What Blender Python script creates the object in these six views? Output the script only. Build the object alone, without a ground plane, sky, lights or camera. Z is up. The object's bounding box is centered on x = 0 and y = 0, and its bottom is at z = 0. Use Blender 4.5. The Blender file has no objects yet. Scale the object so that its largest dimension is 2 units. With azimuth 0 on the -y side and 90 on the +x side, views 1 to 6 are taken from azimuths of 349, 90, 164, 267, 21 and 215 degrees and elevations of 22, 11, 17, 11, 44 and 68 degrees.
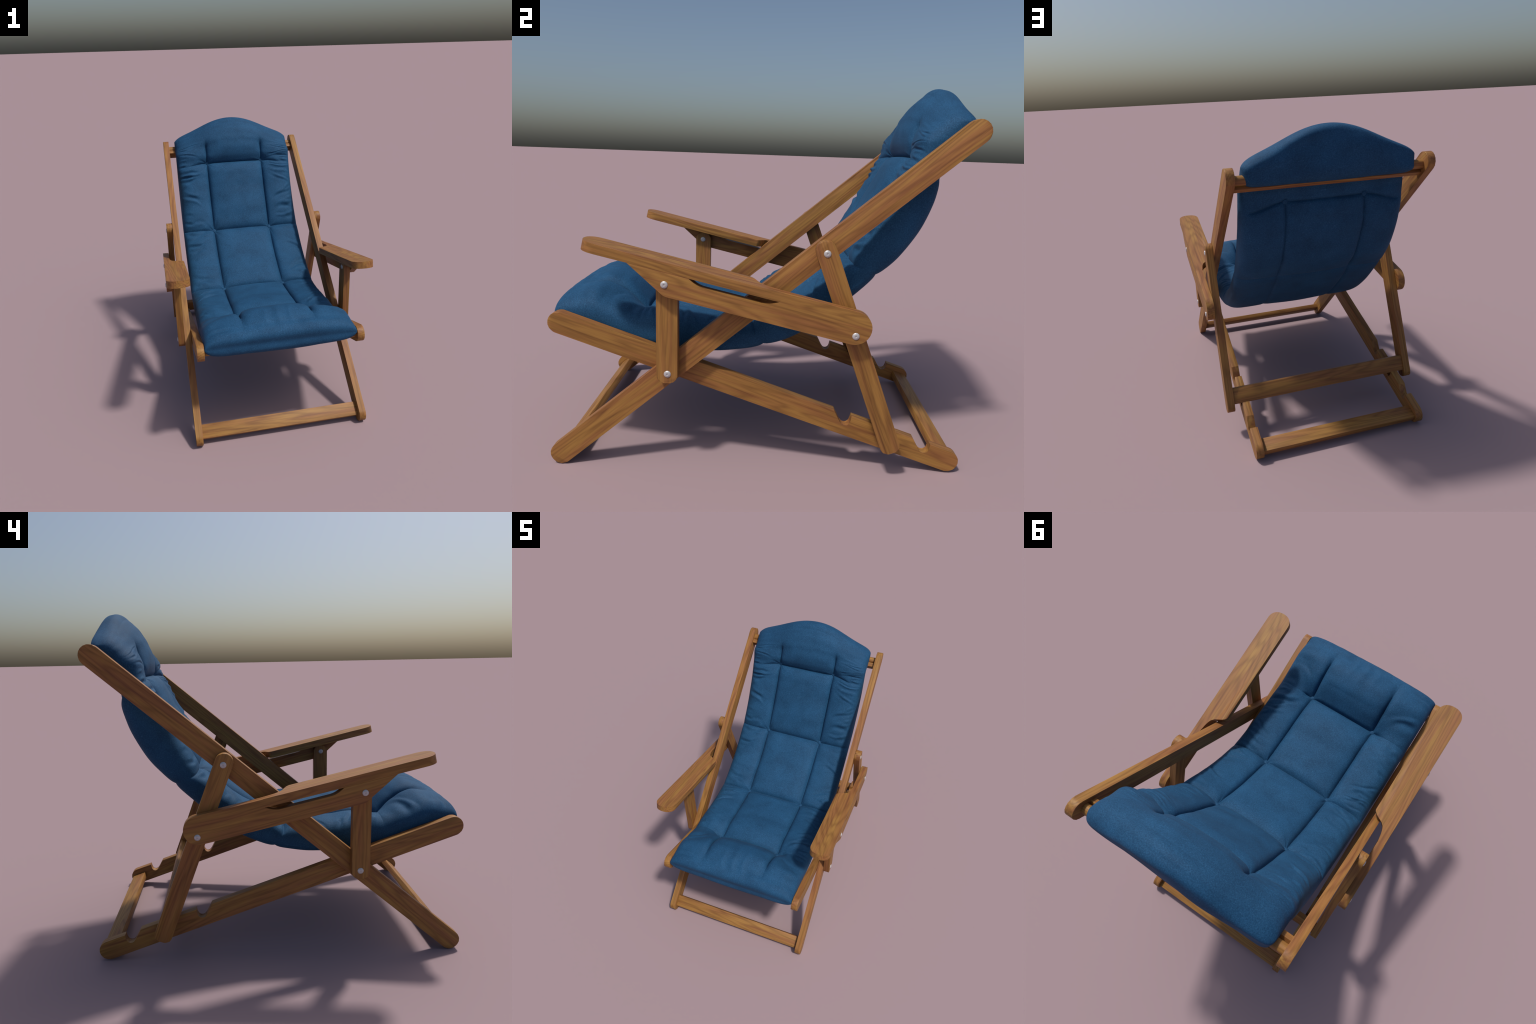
"""Folding wooden deck lounger with a tufted blue mattress."""
import math
import random

import bmesh
import bpy
import numpy as np
from mathutils import Matrix, Vector

random.seed(7)
rng = np.random.default_rng(11)

# ------------------------------------------------------------------ helpers
def link(ob, parent=None):
    bpy.context.scene.collection.objects.link(ob)
    if parent is not None:
        ob.parent = parent
    return ob


def empty(name):
    e = bpy.data.objects.new(name, None)
    e.empty_display_size = 0.1
    return link(e)


def finish_mesh(bm, name, mat, angle=35):
    bmesh.ops.recalc_face_normals(bm, faces=bm.faces[:])
    me = bpy.data.meshes.new(name)
    bm.to_mesh(me)
    bm.free()
    for p in me.polygons:
        p.use_smooth = True
    me.set_sharp_from_angle(angle=math.radians(angle))
    me.materials.append(mat)
    return me


def frame(origin, along, across):
    """Matrix whose local X runs along the grain and local Y across the board."""
    x = Vector(along).normalized()
    y = Vector(across)
    y = (y - x * y.dot(x)).normalized()
    z = x.cross(y)
    m = Matrix((x, y, z)).transposed().to_4x4()
    m.translation = Vector(origin)
    return m


def arc(cx, cy, r, a0, a1, n):
    return [(cx + r * math.cos(math.radians(a0 + (a1 - a0) * i / n)),
             cy + r * math.sin(math.radians(a0 + (a1 - a0) * i / n))) for i in range(n + 1)]


def rounded_bar(length, width, r0, r1, n=9):
    """Outline of a lath: local x from 0 to length, corner radii r0 and r1 at its ends."""
    h = width / 2
    pts = arc(length - r1, h - r1, r1, 90, 0, n)[::-1]
    pts = arc(r0, -h + r0, r0, 180, 270, n) + arc(length - r1, -h + r1, r1, -90, 0, n)
    pts += arc(length - r1, h - r1, r1, 0, 90, n) + arc(r0, h - r0, r0, 90, 180, n)
    return dedupe(pts)


def dedupe(pts):
    out = []
    for p in pts:
        if not out or (abs(p[0] - out[-1][0]) + abs(p[1] - out[-1][1])) > 1e-5:
            out.append(p)
    if abs(out[0][0] - out[-1][0]) + abs(out[0][1] - out[-1][1]) < 1e-5:
        out.pop()
    return out


def plank_mesh(name, outline, thick, mat, bevel=0.0022, flush_at=None):
    """Extrude an outline in local XY to a plank centred on local Z, edges eased."""
    bm = bmesh.new()
    lo = [bm.verts.new((x, y, -thick / 2)) for x, y in outline]
    hi = [bm.verts.new((x, y, thick / 2)) for x, y in outline]
    n = len(outline)
    bm.faces.new(lo[::-1])
    bm.faces.new(hi)
    for i in range(n):
        j = (i + 1) % n
        bm.faces.new((lo[i], lo[j], hi[j], hi[i]))
    bm.edges.ensure_lookup_table()
    rim = [e for e in bm.edges
           if abs(e.verts[0].co.z - e.verts[1].co.z) < 1e-6
           and (flush_at is None or max(abs(v.co.x - flush_at) for v in e.verts) > 1e-4)]
    bmesh.ops.bevel(bm, geom=rim, offset=bevel, segments=2, affect='EDGES',
                    profile=0.5, clamp_overlap=True)
    return finish_mesh(bm, name, mat, 40)


# ---------------------------------------------------------------- materials
def new_mat(name):
    m = bpy.data.materials.new(name)
    m.use_nodes = True
    nt = m.node_tree
    return m, nt, nt.nodes, nt.nodes["Principled BSDF"]


def ramp(nodes, stops, interp='LINEAR'):
    r = nodes.new("ShaderNodeValToRGB")
    r.color_ramp.interpolation = interp
    els = r.color_ramp.elements
    els[0].position, els[0].color = stops[0][0], (*stops[0][1], 1)
    els[1].position, els[1].color = stops[-1][0], (*stops[-1][1], 1)
    for pos, col in stops[1:-1]:
        e = els.new(pos)
        e.color = (*col, 1)
    return r


def wood_material(log=None):
    m, nt, N, bsdf = new_mat("oiled_teak")
    L = nt.links.new
    tc = N.new("ShaderNodeTexCoord")
    info = N.new("ShaderNodeObjectInfo")
    shift = N.new("ShaderNodeVectorMath")
    shift.operation = 'MULTIPLY_ADD'
    # every board is sawn from another place of the log
    if log is None:
        idx = info.outputs["Random"]
    else:
        val = N.new("ShaderNodeValue")
        val.outputs[0].default_value = log
        idx = val.outputs[0]
    white = N.new("ShaderNodeTexWhiteNoise")
    white.noise_dimensions = '1D'
    L(idx, white.inputs["W"])
    off = N.new("ShaderNodeVectorMath")
    off.operation = 'MULTIPLY'
    off.inputs[1].default_value = (17.0, 9.0, 5.0)
    L(white.outputs["Color"], off.inputs[0])
    shift.inputs[1].default_value = (1, 1, 1)
    L(tc.outputs["Object"], shift.inputs[0])
    L(off.outputs[0], shift.inputs[2])

    def mapped(scale):
        mp = N.new("ShaderNodeMapping")
        mp.inputs["Scale"].default_value = scale
        L(shift.outputs[0], mp.inputs["Vector"])
        return mp

    def noise(vec, scale, detail, rough, dist=0.0):
        n = N.new("ShaderNodeTexNoise")
        n.inputs["Scale"].default_value = scale
        n.inputs["Detail"].default_value = detail
        n.inputs["Roughness"].default_value = rough
        n.inputs["Distortion"].default_value = dist
        L(vec.outputs[0], n.inputs["Vector"])
        return n

    # growth rings: contour lines of a field stretched along the board
    field = noise(mapped((0.62, 6.5, 6.5)), 1.0, 2.0, 0.42, 0.2)
    k = N.new("ShaderNodeMath")
    k.operation = 'MULTIPLY'
    k.inputs[1].default_value = 100.0
    L(field.outputs["Fac"], k.inputs[0])
    wob = noise(mapped((3.0, 40.0, 40.0)), 1.0, 3.0, 0.6)
    kw = N.new("ShaderNodeMath")
    kw.operation = 'MULTIPLY_ADD'
    kw.inputs[1].default_value = 3.2
    L(wob.outputs["Fac"], kw.inputs[0])
    L(k.outputs[0], kw.inputs[2])
    s = N.new("ShaderNodeMath")
    s.operation = 'SINE'
    L(kw.outputs[0], s.inputs[0])
    ring = N.new("ShaderNodeMapRange")
    ring.inputs["From Min"].default_value = -1
    ring.inputs["From Max"].default_value = 1
    L(s.outputs[0], ring.inputs["Value"])
    # long streaks of tone
    streak = noise(mapped((2.6, 85.0, 85.0)), 1.0, 4.0, 0.6, 0.25)
    broad = noise(mapped((1.8, 26.0, 26.0)), 1.0, 3.0, 0.5, 0.2)
    fine = noise(mapped((14.0, 330.0, 330.0)), 1.0, 2.0, 0.6)

    c_broad = ramp(N, [(0.30, (0.238, 0.097, 0.034)), (0.44, (0.262, 0.116, 0.034)),
                       (0.56, (0.278, 0.137, 0.034)), (0.72, (0.305, 0.155, 0.038))])
    L(broad.outputs["Fac"], c_broad.inputs[0])
    c_ring = ramp(N, [(0.0, (0.81, 0.78, 0.78)), (0.22, (0.93, 0.91, 0.91)),
                      (0.55, (1.02, 1.02, 1.02)), (1.0, (1.07, 1.09, 1.08))])
    L(ring.outputs[0], c_ring.inputs[0])
    c_streak = ramp(N, [(0.30, (0.73, 0.67, 0.67)), (0.43, (0.93, 0.91, 0.91)),
                        (0.55, (1.03, 1.03, 1.03)), (0.75, (1.12, 1.14, 1.14))])
    L(streak.outputs["Fac"], c_streak.inputs[0])
    c_fine = ramp(N, [(0.3, (0.90, 0.88, 0.86)), (0.6, (1.03, 1.03, 1.03))])
    L(fine.outputs["Fac"], c_fine.inputs[0])

    def mult(a, b):
        mx = N.new("ShaderNodeMix")
        mx.data_type = 'RGBA'
        mx.blend_type = 'MULTIPLY'
        mx.inputs["Factor"].default_value = 1.0
        L(a, mx.inputs[6])
        L(b, mx.inputs[7])
        return mx.outputs[2]

    col = mult(c_broad.outputs[0], c_ring.outputs[0])
    col = mult(col, c_streak.outputs[0])
    col = mult(col, c_fine.outputs[0])
    L(col, bsdf.inputs["Base Color"])
    bsdf.inputs["Roughness"].default_value = 0.55
    bsdf.inputs["Specular IOR Level"].default_value = 0.35
    bump = N.new("ShaderNodeBump")
    bump.inputs["Strength"].default_value = 0.12
    bump.inputs["Distance"].default_value = 0.002
    L(streak.outputs["Fac"], bump.inputs["Height"])
    L(bump.outputs[0], bsdf.inputs["Normal"])
    return m


def fabric_material():
    m, nt, N, bsdf = new_mat("blue_canvas")
    L = nt.links.new
    tc = N.new("ShaderNodeTexCoord")

    def noise(scale, detail, rough, squash=None):
        n = N.new("ShaderNodeTexNoise")
        n.inputs["Scale"].default_value = scale
        n.inputs["Detail"].default_value = detail
        n.inputs["Roughness"].default_value = rough
        if squash:
            mp = N.new("ShaderNodeMapping")
            mp.inputs["Scale"].default_value = squash
            L(tc.outputs["Object"], mp.inputs["Vector"])
            L(mp.outputs[0], n.inputs["Vector"])
        else:
            L(tc.outputs["Object"], n.inputs["Vector"])
        return n

    cloud = noise(7.0, 4.0, 0.6)
    speck = noise(170.0, 3.0, 0.75)
    thread = noise(90.0, 3.0, 0.6, (1.0, 6.0, 6.0))
    c_cloud = ramp(N, [(0.3, (0.0092, 0.051, 0.116)), (0.7, (0.0132, 0.072, 0.160))])
    L(cloud.outputs["Fac"], c_cloud.inputs[0])
    c_speck = ramp(N, [(0.36, (0.72, 0.76, 0.79)), (0.50, (0.97, 0.98, 0.98)),
                       (0.60, (1.30, 1.16, 1.12)), (0.74, (2.6, 1.8, 1.55))])
    L(speck.outputs["Fac"], c_speck.inputs[0])
    c_thread = ramp(N, [(0.3, (0.90, 0.92, 0.93)), (0.7, (1.1, 1.07, 1.06))])
    L(thread.outputs["Fac"], c_thread.inputs[0])
    out = c_cloud.outputs[0]
    for other in (c_speck.outputs[0], c_thread.outputs[0]):
        mx = N.new("ShaderNodeMix")
        mx.data_type = 'RGBA'
        mx.blend_type = 'MULTIPLY'
        mx.inputs["Factor"].default_value = 1.0
        L(out, mx.inputs[6])
        L(other, mx.inputs[7])
        out = mx.outputs[2]
    L(out, bsdf.inputs["Base Color"])
    bsdf.inputs["Roughness"].default_value = 0.75
    bsdf.inputs["Specular IOR Level"].default_value = 0.2
    bsdf.inputs["Sheen Weight"].default_value = 0.015
    bsdf.inputs["Sheen Roughness"].default_value = 0.5
    bsdf.inputs["Sheen Tint"].default_value = (0.6, 0.75, 1, 1)
    bump = N.new("ShaderNodeBump")
    bump.inputs["Strength"].default_value = 0.25
    bump.inputs["Distance"].default_value = 0.0015
    L(speck.outputs["Fac"], bump.inputs["Height"])
    L(bump.outputs[0], bsdf.inputs["Normal"])
    return m


def steel_material():
    m, nt, N, bsdf = new_mat("zinc_steel")
    tc = N.new("ShaderNodeTexCoord")
    n = N.new("ShaderNodeTexNoise")
    n.inputs["Scale"].default_value = 60
    nt.links.new(tc.outputs["Object"], n.inputs["Vector"])
    r = ramp(N, [(0.3, (0.45, 0.44, 0.44)), (0.7, (0.54, 0.53, 0.54))])
    nt.links.new(n.outputs["Fac"], r.inputs[0])
    nt.links.new(r.outputs[0], bsdf.inputs["Base Color"])
    bsdf.inputs["Metallic"].default_value = 0.35
    bsdf.inputs["Roughness"].default_value = 0.38
    return m


WOOD = wood_material()
FABRIC = fabric_material()
STEEL = steel_material()

# -------------------------------------------------------------------- chair
chair = empty("deck_chair")
chair["label"] = "reclining teak deck chair with tufted blue mattress and armrests"
chair["category"] = "deck chair"

T = 0.0455                       # plank thickness
LAYER = dict(seat=0.5130, rail=0.5605, post=0.6075, arm=0.6545)   # plank centres, |x|


def side_pair(name, mesh, layer, origin, along):
    """The same plank on the left and on the right of the chair."""
    a = Vector((0, *along)).normalized()
    across = Vector((0, -a.z, a.y))
    out = []
    for sx in (-1, 1):
        ob = bpy.data.objects.new(name, mesh)
        ob.matrix_world = frame((sx * LAYER[layer], *origin), a, across)
        link(ob, chair)
        out.append(ob)
    return out


def span(p, q):
    d = Vector((q[0] - p[0], q[1] - p[1]))
    return d.length, d / d.length


# long back rails: foot in front, head behind
R = 0.0525
P0, P1 = (-0.9385, 0.0530), (0.9190, 1.6380)
ln, d = span(P0, P1)
mesh = plank_mesh("back_rail", rounded_bar(ln + 2 * R, 2 * R, R, R), T, WOOD)
side_pair("back_rail", mesh, "rail", (P0[0] - d.x * R, P0[1] - d.y * R), d)

# seat rails with the three hooked notches of the reclining rack
S0, S1 = (-0.9465, 0.6990), (0.9465, 0.0592)
ln, d = span(S0, S1)
seat_len, seat_dir = ln, d
nrm = Vector((-d.y, d.x))


def seat_local(y, z):
    v = Vector((y - S0[0], z - S0[1]))
    return v.dot(d) + R, v.dot(nrm)


def seat_outline():
    top = []
    base = rounded_bar(ln + 2 * R, 2 * R, R, R)
    cut = next(i for i in range(len(base)) if base[i][1] > R - 1e-4 and base[i][0] > 1)
    for k in (2, 1, 0):          # walked from the rear end towards the front
        y0, z0 = 0.4325 + 0.1967 * k, 0.2540 - 0.0650 * k
        cx, cy = seat_local(y0, z0)
        r = 0.0265
        top += [(cx + 0.0215, R)]
        top += arc(cx, cy, r, 24, -150, 14)
        top += [(cx - 0.0690, R - 0.001), (cx - 0.0705, R)]
    return base[:cut + 1] + top + base[cut + 1:]


mesh = plank_mesh("seat_rail", dedupe(seat_outline()), T, WOOD, 0.0018)
side_pair("seat_rail", mesh, "seat", (S0[0] - d.x * R, S0[1] - d.y * R), d)

# upright arm posts
mesh = plank_mesh("arm_post", rounded_bar(0.984 - 0.4590, 0.097, 0.038, 0.044), T, WOOD)
side_pair("arm_post", mesh, "post", (-0.4150, 0.4590), (0, 1))

# swinging struts that drop into the rack
Q0, Q1 = (0.2715, 1.1470), (0.6478, 0.1478)
ln, strut_dir = span(Q0, Q1)
mesh = plank_mesh("support_strut", rounded_bar(ln, 0.093, 0.0455, 0.037), T, WOOD)
side_pair("support_strut", mesh, "post", Q0, strut_dir)

# ----------------------------------------------------------------- armrests
ARM_O = (-0.3, 1.0130)
arm_a = Vector((0, 0.9753, -0.2211))
arm_n = Vector((0, 0.2211, 0.9753))
PAD_T, DEPTH = 0.0455, 0.1508
r_end = DEPTH / 2


def bezier(p0, p1, p2, p3, n=8):
    out = []
    for i in range(n + 1):
        t = i / n
        w = ((1 - t) ** 3, 3 * t * (1 - t) ** 2, 3 * t * t * (1 - t), t ** 3)
        out.append(tuple(sum(wk * pk[c] for wk, pk in zip(w, (p0, p1, p2, p3))) for c in (0, 1)))
    return out


def arm_side_outline():
    pts = bezier((-0.112, -0.1375), (-0.098, -0.1455), (-0.092, -0.1508), (-0.070, -DEPTH), 5)
    pts += arc(0.7626, -r_end, r_end, -90, 90, 20)
    pts += [(0.4115, 0.0), (0.4115, -PAD_T)]
    pts += bezier((0.408, -PAD_T), (0.385, -0.061), (0.36, -0.0705), (0.336, -0.0715))
    pts += bezier((0.075, -0.0715), (0.045, -0.071), (0.025, -0.060), (0.0, -PAD_T))
    pts += [(-0.2774, -PAD_T)]
    return dedupe(pts)


def arm_pad_outline(sx):
    """Plan of the flat rest: (along, |x|), rounded nose, scooped away beside the back rail."""
    inner, outer = 0.529, 0.677
    c, hw = (inner + outer) / 2, (outer - inner) / 2
    nose = []
    for i in range(25):
        th = math.pi / 2 + math.pi * i / 24
        ct, st = math.cos(th), math.sin(th)
        e = 2 / 2.35
        nose.append((-0.427 - 0.0715 * abs(ct) ** e, c - hw * math.copysign(abs(st) ** e, -st)))
    nose = nose[::-1]
    pts = list(nose)             # ends at the inner or outer side, see below
    if pts[0][1] < pts[-1][1]:
        pts = pts[::-1]
    # pts now runs outer -> nose -> inner
    pts += [(0.255, inner)]
    pts += bezier((0.262, inner + 0.002), (0.285, 0.548), (0.292, 0.578), (0.306, 0.598), 7)
    pts += bezier((0.306, 0.598), (0.318, 0.616), (0.350, 0.627), (0.4115, 0.632), 8)
    pts += [(0.4115, outer)]
    return dedupe([(q, -sx * x) for q, x in pts])


for sx in (-1, 1):
    ARM_WOOD = wood_material(log=0.37 + 0.2 * sx)      # rest and side board share one grain
    ob = bpy.data.objects.new("armrest", plank_mesh("armrest", arm_side_outline(), T, ARM_WOOD, 0.0016, flush_at=0.4115))
    ob.matrix_world = frame((sx * LAYER["arm"], *ARM_O), arm_a, arm_n)
    link(ob, chair)
    rest = plank_mesh("arm_pad", arm_pad_outline(sx), PAD_T, ARM_WOOD, 0.0018, flush_at=0.4115)
    # lay the flat rest into the frame of the side board, so that the grain runs on
    rest.transform(Matrix(((1, 0, 0, 0), (0, 0, 1, -PAD_T / 2), (0, -1, 0, -sx * LAYER["arm"]), (0, 0, 0, 1))))
    pad = link(bpy.data.objects.new("arm_pad", rest), ob)


# ---------------------------------------------------------------- crossbars
def crossbar(name, half, width, thick, centre, across):
    """A lath running from side to side; `across` is its width direction in (y, z)."""
    mesh = plank_mesh(name, [(-half, -width / 2), (half, -width / 2), (half, width / 2), (-half, width / 2)],
                      thick, WOOD, 0.003)
    ob = bpy.data.objects.new(name, mesh)
    ob.matrix_world = frame((0, *centre), (1, 0, 0), (0, *across))
    return link(ob, chair)


def dowel(name, half, r, centre):
    bm = bmesh.new()
    bmesh.ops.create_cone(bm, cap_ends=True, segments=40, radius1=r, radius2=r, depth=2 * half)
    bmesh.ops.rotate(bm, verts=bm.verts[:], matrix=Matrix.Rotation(math.pi / 2, 3, 'Y'))
    ob = bpy.data.objects.new(name, finish_mesh(bm, name, WOOD, 40))
    ob.location = (0, *centre)
    return link(ob, chair)


rail_dir = Vector((P1[0] - P0[0], P1[1] - P0[1])).normalized()
crossbar("crossbar", 0.541, 0.092, 0.036, (-0.9145, 0.0735), rail_dir)
crossbar("crossbar", 0.494, 0.090, 0.036, (0.9370, 0.0620), seat_dir)
crossbar("crossbar", 0.588, 0.098, 0.038, (0.632, 0.245), strut_dir)
crossbar("crossbar", 0.541, 0.066, 0.033, (0.8700, 1.5900), (rail_dir.y, -rail_dir.x))
crossbar("crossbar", 0.494, 0.060, 0.022, (-0.8850, 0.6790), (-seat_dir.y, seat_dir.x))
dowel("dowel", 0.541, 0.0265, (0.9020, 1.6205))
dowel("dowel", 0.494, 0.0265, (-0.9380, 0.6960))


# -------------------------------------------------------------------- bolts
def bolt_mesh():
    """Domed coach-bolt head with a small sunk square socket, axis along local Z."""
    r, h = 0.0165, 0.0060
    prof = [(0.0035, h - 0.0022), (0.0042, h - 0.0004), (0.0065, h), (0.0100, h * 0.90), (0.0130, h * 0.68),
            (0.0152, h * 0.40), (r, 0.0012), (r, -0.001)]
    bm = bmesh.new()
    n = 32
    rings = [[bm.verts.new((p[0] * math.cos(2 * math.pi * i / n), p[0] * math.sin(2 * math.pi * i / n), p[1]))
              for i in range(n)] for p in prof]
    for a, b in zip(rings, rings[1:]):
        for i in range(n):
            bm.faces.new((a[i], a[(i + 1) % n], b[(i + 1) % n], b[i]))
    bm.faces.new(rings[0])
    bm.faces.new(rings[-1][::-1])
    return finish_mesh(bm, "bolt", STEEL, 50)


BOLT = bolt_mesh()
HALF = T / 2
for yz, layer, side in (((-0.4169, 0.9380), "arm", 1), ((0.4320, 0.7350), "arm", 1),
                        ((-0.4125, 0.5035), "post", 1), ((0.2920, 1.0920), "post", 1),
                        ((-0.4169, 0.9380), "post", -1)):
    for sx in (-1, 1):
        ob = bpy.data.objects.new("bolt", BOLT)
        ob.location = (sx * (LAYER[layer] + side * HALF), *yz)
        ob.rotation_euler = (0, math.pi / 2 * sx * side, 0)
        link(ob, chair)

# ------------------------------------------------------------------ mattress
# Section of the mattress at its stitched seams, front to head: upper face (y, z), lower face (y, z).
SECTION = [
    ((-0.981, 0.730), (-0.981, 0.730)),
    ((-0.964, 0.774), (-0.972, 0.690)),
    ((-0.893, 0.792), (-0.915, 0.668)),
    ((-0.795, 0.824), (-0.790, 0.638)),
    ((-0.704, 0.770), (-0.670, 0.610)),
    ((-0.588, 0.697), (-0.570, 0.588)),
    ((-0.450, 0.700), (-0.440, 0.570)),
    ((-0.300, 0.684), (-0.300, 0.562)),
    ((-0.150, 0.674), (-0.140, 0.570)),
    ((-0.032, 0.690), (0.025, 0.602)),
    ((0.120, 0.760), (0.190, 0.668)),
    ((0.287, 0.869), (0.360, 0.793)),
    ((0.432, 1.012), (0.550, 0.968)),
    ((0.538, 1.158), (0.672, 1.094)),
    ((0.622, 1.308), (0.762, 1.254)),
    ((0.681, 1.428), (0.795, 1.370)),
    ((0.720, 1.522), (0.800, 1.468)),
    ((0.742, 1.610), (0.818, 1.548)),
    ((0.786, 1.705), (0.921, 1.614)),
    ((0.828, 1.795), (0.930, 1.752)),
    ((0.862, 1.852), (0.925, 1.838)),
    ((0.892, 1.868), (0.892, 1.868)),
]
NK = len(SECTION) - 1
LOOP = np.array([p[0] for p in SECTION] + [p[1] for p in SECTION[-2:0:-1]])
ROWS = (5.0, 9.0, 12.0, 16.0)    # stitched rows, as positions along SECTION
COL = 0.235                      # stitched columns, |x|
HALF_W = 0.489


def loop_point(t):
    """Closed cubic (Catmull-Rom) through the section; t counts knots."""
    n = len(LOOP)
    t = np.asarray(t, float) % n
    i = np.floor(t).astype(int)
    f = (t - i)[..., None]
    p0, p1, p2, p3 = (LOOP[(i + k) % n] for k in (-1, 0, 1, 2))
    return 0.5 * (2 * p1 + (p2 - p0) * f + (2 * p0 - 5 * p1 + 4 * p2 - p3) * f ** 2
                  + (3 * p1 - p0 - 3 * p2 + p3) * f ** 3)


def smooth(a, b, v):
    u = np.clip((v - a) / (b - a), 0, 1)
    return u * u * (3 - 2 * u)


def ridge_height(x):
    """Arched top of the head cushion."""
    ax = np.clip(np.abs(x), 0, 0.49)
    return np.polyval(CROWN, ax ** 2)


CROWN = np.polyfit(np.array([0, .06, .12, .2, .28, .36, .43, .47, .49]) ** 2,
                   [1.0, .985, .945, .885, .785, .690, .605, .545, .49], 4)


def waves(t, x, seed, n, kt, kx):
    g = np.random.default_rng(seed)
    out = 0
    for _ in range(n):
        out = out + np.sin(t * g.normal(0, kt) + x * g.normal(0, kx) + g.uniform(0, 6.3))
    return out / math.sqrt(n)


STEP = 0.118                     # mean metres per knot


def row_at(k, x):
    """Where stitched row k runs at width x: the head row droops towards the sides."""
    droop = 0.38 * smooth(COL, 0.46, np.abs(x)) if k == 3 else 0.0
    return ROWS[k] - droop


def folds(t, x):
    """Creases that gather the side panels, pulled towards the nearest button."""
    g = np.random.default_rng(23)
    out = np.zeros_like(t)
    ax = np.abs(x)
    side_in = smooth(COL + 0.012, COL + 0.09, ax)
    edges = (0.9,) + ROWS + (18.2,)
    for sgn in (-1, 1):
        on = (x * sgn > 0)
        for lo, hi in zip(edges, edges[1:]):
            n = int(round((hi - lo) * (1.6 if hi <= ROWS[0] else 4.6)))
            for _ in range(n):
                tk = g.uniform(lo + 0.12, hi - 0.12)
                near = lo if (tk - lo) < (hi - tk) else hi
                pull = g.uniform(0.25, 0.6)
                reach = g.uniform(0.25, 0.95)
                amp = g.uniform(0.0030, 0.0088) * g.choice([-1, -1, -1, 1])
                amp *= 0.45 if lo >= ROWS[3] else 0.8 if hi <= ROWS[0] else 1.0
                w = g.uniform(0.055, 0.12) * (2.0 if hi <= ROWS[0] else 1.0)
                u = np.clip((HALF_W - ax) / (HALF_W - COL), 0, 1)
                line = tk + (near - tk) * pull * u ** 1.5 + 0.06 * np.sin(ax * 30 + tk * 9)
                fade = smooth(0, 0.30, u + 0.03) * (1 - smooth(reach * 0.6, reach, u))
                dd = (t - line) / w
                out += on * amp * fade * (np.exp(-dd * dd) - 0.55 * np.exp(-(dd - 1.7) ** 2))
    return out * (0.3 + 0.7 * side_in)


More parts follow.
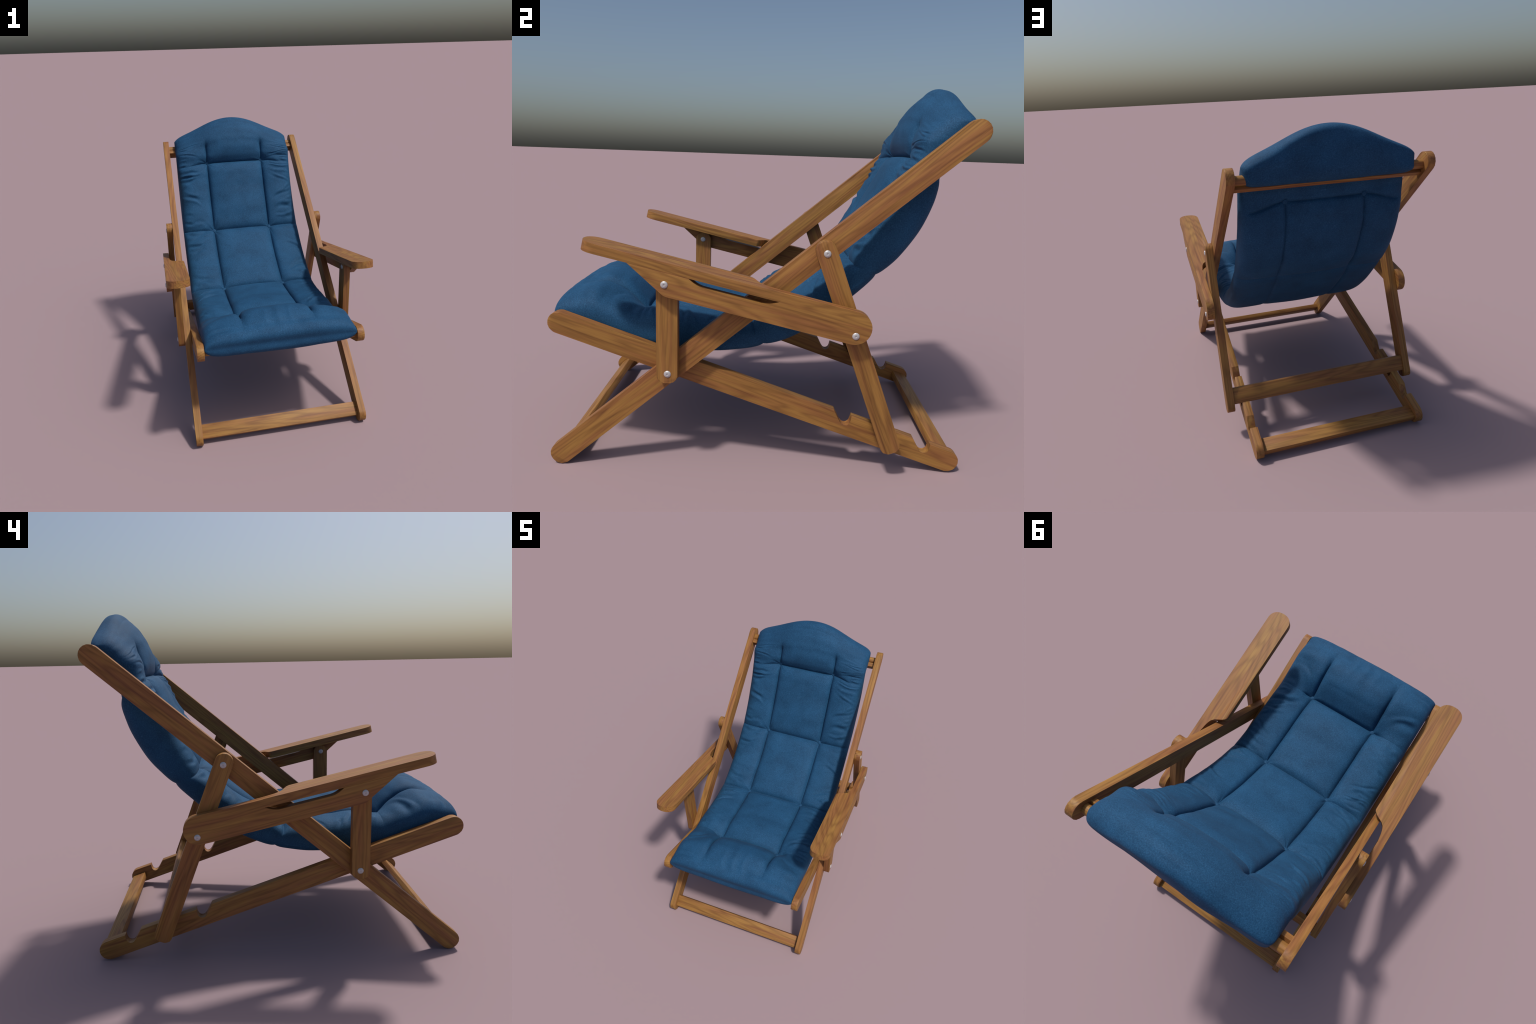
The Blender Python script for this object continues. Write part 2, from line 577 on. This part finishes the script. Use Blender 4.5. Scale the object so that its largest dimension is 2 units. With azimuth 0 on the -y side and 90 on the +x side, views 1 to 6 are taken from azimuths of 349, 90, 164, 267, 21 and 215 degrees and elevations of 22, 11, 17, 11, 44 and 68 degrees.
def upper_height(t, x):
    ax = np.abs(x)
    # distance in metres to the nearest stitched row and column
    d_row = np.full_like(t, 9.0)
    for k in range(4):
        dk = np.abs(t - row_at(k, x)) * STEP
        if k == 3:               # the outer rows die out before the edge
            dk = dk + 0.06 * smooth(0.34, 0.47, ax) + 0.006 * smooth(0.25, 0.29, ax)
        if k == 0:
            dk = dk + 0.06 * smooth(0.27, 0.36, ax)
        d_row = np.minimum(d_row, dk)
    beyond = np.maximum(np.maximum(ROWS[0] - 2.1 - t, t - (ROWS[3] + 1.55)), 0) * STEP
    d_col = np.sqrt((ax - COL) ** 2 + (0.4 * beyond) ** 2)
    crisp = (1 - np.exp(-d_row / 0.012)) * (1 - np.exp(-d_col / 0.013))
    h = (0.024 + 0.010 * np.exp(-((t - 3.9) / 0.7) ** 2)) * crisp
    # puffed panels
    amp_mid = (0.030, 0.036, 0.032, 0.038, 0.042)
    amp_side = (0.012, 0.018, 0.018, 0.020, 0.020)
    bounds = [(0.2, ROWS[0]), (ROWS[0], ROWS[1]), (ROWS[1], ROWS[2]), (ROWS[2], None), (None, 19.6)]
    r3 = row_at(3, x)
    mid = np.clip(1 - (ax / COL) ** 2.4, 0, 1) ** 0.8
    u_s = np.clip((ax - COL) / (HALF_W - COL), 0, 1)
    side = np.where(ax > COL, np.clip(np.sin(np.pi * 0.72 * u_s ** 0.8), 0, 1) ** 0.7, 0)
    head_mix = smooth(ROWS[3] + 1.1, ROWS[3] + 2.6, t)   # above the tuck the columns merge
    roll_mix = 1 - smooth(ROWS[0] - 3.6, ROWS[0] - 2.0, t)
    mixw = np.maximum(head_mix, roll_mix)
    broad = np.clip(1 - (ax / HALF_W) ** 2.2, 0, 1)
    for (lo, hi), am, asd in zip(bounds, amp_mid, amp_side):
        lo = r3 if lo is None else lo
        hi = r3 if hi is None else hi
        u = np.clip((t - lo) / (hi - lo), 0, 1)
        pu = np.clip(1 - np.abs(2 * u - 1) ** 2.6, 0, 1) ** 0.75
        if am == amp_mid[-1]:    # the head panel swells only towards its top
            pu = np.sin(np.pi * u ** 1.25) ** 1.15
        inside = (t >= lo) & (t <= hi)
        panel = am * mid + asd * side
        merged = am * 0.85 * broad
        h = h + inside * pu * (panel * (1 - mixw) + merged * mixw)
    # buttons pull the cloth down and gather it
    for k in range(4):
        for sgn in (-1, 1):
            ds, dx = (t - ROWS[k]) * STEP, x - sgn * COL
            r = np.sqrt(ds * ds + dx * dx)
            th = np.arctan2(ds, dx)
            h = h - 0.016 * np.exp(-(r / 0.045) ** 1.4)
            rays = np.cos(7 * th + 1.7 * k + sgn) + 0.6 * np.cos(11 * th + 2.1 * k)
            h = h + (0.0012 if k == 0 else 0.0024) * rays * np.exp(-r / 0.045) * (1 - np.exp(-r / 0.015)) * 1.3
    h = h + folds(t, x)
    # beside the front buttons the flanks stay full
    h = h + 0.022 * np.exp(-((t - 5.1) / 0.8) ** 2) * smooth(0.27, 0.38, ax)
    h = h - 0.044 * np.exp(-((t - 3.5) / 1.0) ** 2) * smooth(0.20, 0.48, ax)
    h = h + 0.016 * np.exp(-((t - r3) / 0.55) ** 2) * smooth(0.26, 0.36, ax)
    # soft unevenness
    h = h + 0.0016 * waves(t, x, 31, 6, 5.0, 3.0)
    for xc, wd, hh in ((-0.075, 0.022, 0.0060), (0.005, 0.024, 0.0075), (0.085, 0.020, 0.0055),
                       (-0.43, 0.03, 0.006), (0.40, 0.03, 0.007), (0.24, 0.035, -0.004), (-0.22, 0.03, -0.004)):
        h = h + hh * np.exp(-((x - xc - 0.012 * np.sin(t * 2)) / wd) ** 2) * np.exp(-((t - 2.2) / 0.75) ** 2)
    h = h + 0.0016 * waves(t, x, 5, 7, 2.0, 13.0) + 0.0005 * waves(t, x, 6, 8, 6.0, 30.0)
    # vertical gathers over the front roll
    h = h + roll_mix * 0.0013 * waves(t * 0.3, x, 9, 5, 1.0, 34.0) * smooth(0.2, 1.5, t)
    return h


def lower_height(t, x):
    ax = np.abs(x)
    d_row = np.full_like(t, 9.0)
    for k in range(4):
        dk = np.abs(t - row_at(k, x) + (0.15 * smooth(COL, 0.46, ax) if k == 3 else 0)) * STEP
        if k == 3:
            dk = dk + 0.04 * smooth(0.43, 0.48, ax)
        else:
            dk = dk + 0.006
        d_row = np.minimum(d_row, dk)
    beyond = np.maximum(np.maximum(ROWS[0] - t, t - (ROWS[3] + 0.1)), 0) * STEP
    d_col = np.sqrt((ax - COL) ** 2 + (1.2 * beyond) ** 2) + 0.007 * (1 - smooth(11.6, 12.2, t))
    h = 0.019 * (1 - np.exp(-d_row / 0.012)) * (1 - np.exp(-d_col / 0.012))
    h = h + 0.006 * np.clip(1 - (ax / COL) ** 2, 0, 1)
    for k in (3,):
        for sgn in (-1, 1):
            ds, dx = (t - ROWS[k]) * STEP, x - sgn * COL
            r = np.sqrt(ds * ds + dx * dx)
            th = np.arctan2(ds, dx)
            h = h - 0.012 * np.exp(-(r / 0.04) ** 1.4)
            h = h + 0.0025 * np.cos(7 * th + k) * np.exp(-r / 0.045) * (1 - np.exp(-r / 0.02))
    h = h + 0.0018 * waves(t, x, 15, 7, 3.0, 14.0)
    h = h + 0.0065 * waves(t, x, 44, 5, 2.5, 13.0) * smooth(18.2, 19.2, t)
    h = h - 0.022 * np.exp(-((t - 17.35) / 0.35) ** 2)      # tucked behind the back slat
    return h


def mattress_surface(t, x, upper):
    """Point of the upper or lower face at section position t and width x."""
    top, bot = loop_point(t), loop_point(len(LOOP) - t)
    mid = (top + bot) / 2
    gap = top - bot
    size = np.linalg.norm(gap, axis=-1)
    nrm = loop_normal(t if upper else len(LOOP) - t)
    ends = smooth(0.0, 1.5, t) * smooth(0.0, 1.4, NK - t)
    h = (upper_height(t, x) if upper else lower_height(t, x)) * ends + 0.008 * (1 - ends)
    p = (top if upper else bot) + nrm * h[..., None]
    # rounded flanks
    a = np.clip(np.abs(x) / HALF_W, 0, 1)
    # the front roll has rounder ends, the head cushion crisper ones
    sq = 9.0 + 3.0 * smooth(2.5, 5.0, t) + 12.0 * smooth(16.5, 17.5, t)
    e = np.clip(1 - a ** sq, 0, 1) ** 0.42
    p = mid + (p - mid) * e[..., None]
    # arched crown of the head cushion
    k = ridge_height(x)
    z = p[..., 1]
    ridge = 1.505 + 0.372 * k
    z = np.where(z > 1.59, 1.59 + (z - 1.59) * (ridge - 1.59) / 0.287, z)
    return np.stack([x, p[..., 0], z], -1)


def loop_normal(t):
    d = loop_point(t + 0.02) - loop_point(t - 0.02)
    d = d / (np.linalg.norm(d, axis=-1, keepdims=True) + 1e-9)
    return np.stack([-d[..., 1], d[..., 0]], -1)


def spaced(a, b, n, marks, width, extra):
    """n + 1 stations from a to b, crowded around the marks."""
    fine = np.linspace(a, b, 6001)
    w = 1 + extra * sum(np.exp(-((fine - m) / width) ** 2) for m in marks)
    c = np.concatenate([[0], np.cumsum((w[1:] + w[:-1]) / 2)])
    return np.interp(np.linspace(0, c[-1], n + 1), c, fine)


def build_mattress():
    ts = spaced(0, NK, 640, ROWS, 0.12, 1.5)
    # denser stations where cloth is stitched or turns the corner
    xs = spaced(-HALF_W, HALF_W, 250, (-HALF_W, -COL, COL, HALF_W), 0.016, 2.6)
    tt, xx = np.meshgrid(ts, xs, indexing="ij")
    up = mattress_surface(tt, xx, True)
    lo = mattress_surface(tt, xx, False)
    seam = (up[[0, -1]] + lo[[0, -1]]) / 2
    up[0] = lo[0] = seam[0]
    up[-1] = lo[-1] = seam[1]
    rings = np.concatenate([up, lo[-2:0:-1]], 0)          # closed around
    nr, ncol = rings.shape[:2]
    verts = rings.reshape(-1, 3)
    faces = []
    for i in range(nr):
        j = (i + 1) % nr
        for c in range(ncol - 1):
            faces.append((i * ncol + c, i * ncol + c + 1, j * ncol + c + 1, j * ncol + c))
    me = bpy.data.meshes.new("mattress")
    me.from_pydata(verts.tolist(), [], faces)
    bm = bmesh.new()
    bm.from_mesh(me)
    bmesh.ops.remove_doubles(bm, verts=bm.verts[:], dist=1e-5)
    bmesh.ops.recalc_face_normals(bm, faces=bm.faces[:])
    bm.to_mesh(me)
    bm.free()
    for p in me.polygons:
        p.use_smooth = True
    me.materials.append(FABRIC)
    return me


mattress = link(bpy.data.objects.new("mattress", build_mattress()), chair)


def button_mesh():
    bm = bmesh.new()
    bmesh.ops.create_uvsphere(bm, u_segments=24, v_segments=14, radius=0.0158)
    for vtx in bm.verts:
        vtx.co.z *= 0.5
    return finish_mesh(bm, "button", FABRIC, 180)


BUTTON = button_mesh()


def sew_button(k, sgn, upper):
    t = np.array([ROWS[k]])
    x = np.array([sgn * COL])
    p = mattress_surface(t, x, upper)[0]
    n2 = loop_normal(t if upper else len(LOOP) - t)[0]
    ob = bpy.data.objects.new("button", BUTTON)
    n3 = Vector((0, n2[0], n2[1]))
    ob.location = Vector(p) + n3 * (0.0035 if upper else 0.0070)
    ob.rotation_euler = n3.to_track_quat('Z', 'Y').to_euler()
    link(ob, mattress)


for k in range(4):
    for sgn in (-1, 1):
        sew_button(k, sgn, True)
for sgn in (-1, 1):
    sew_button(3, sgn, False)
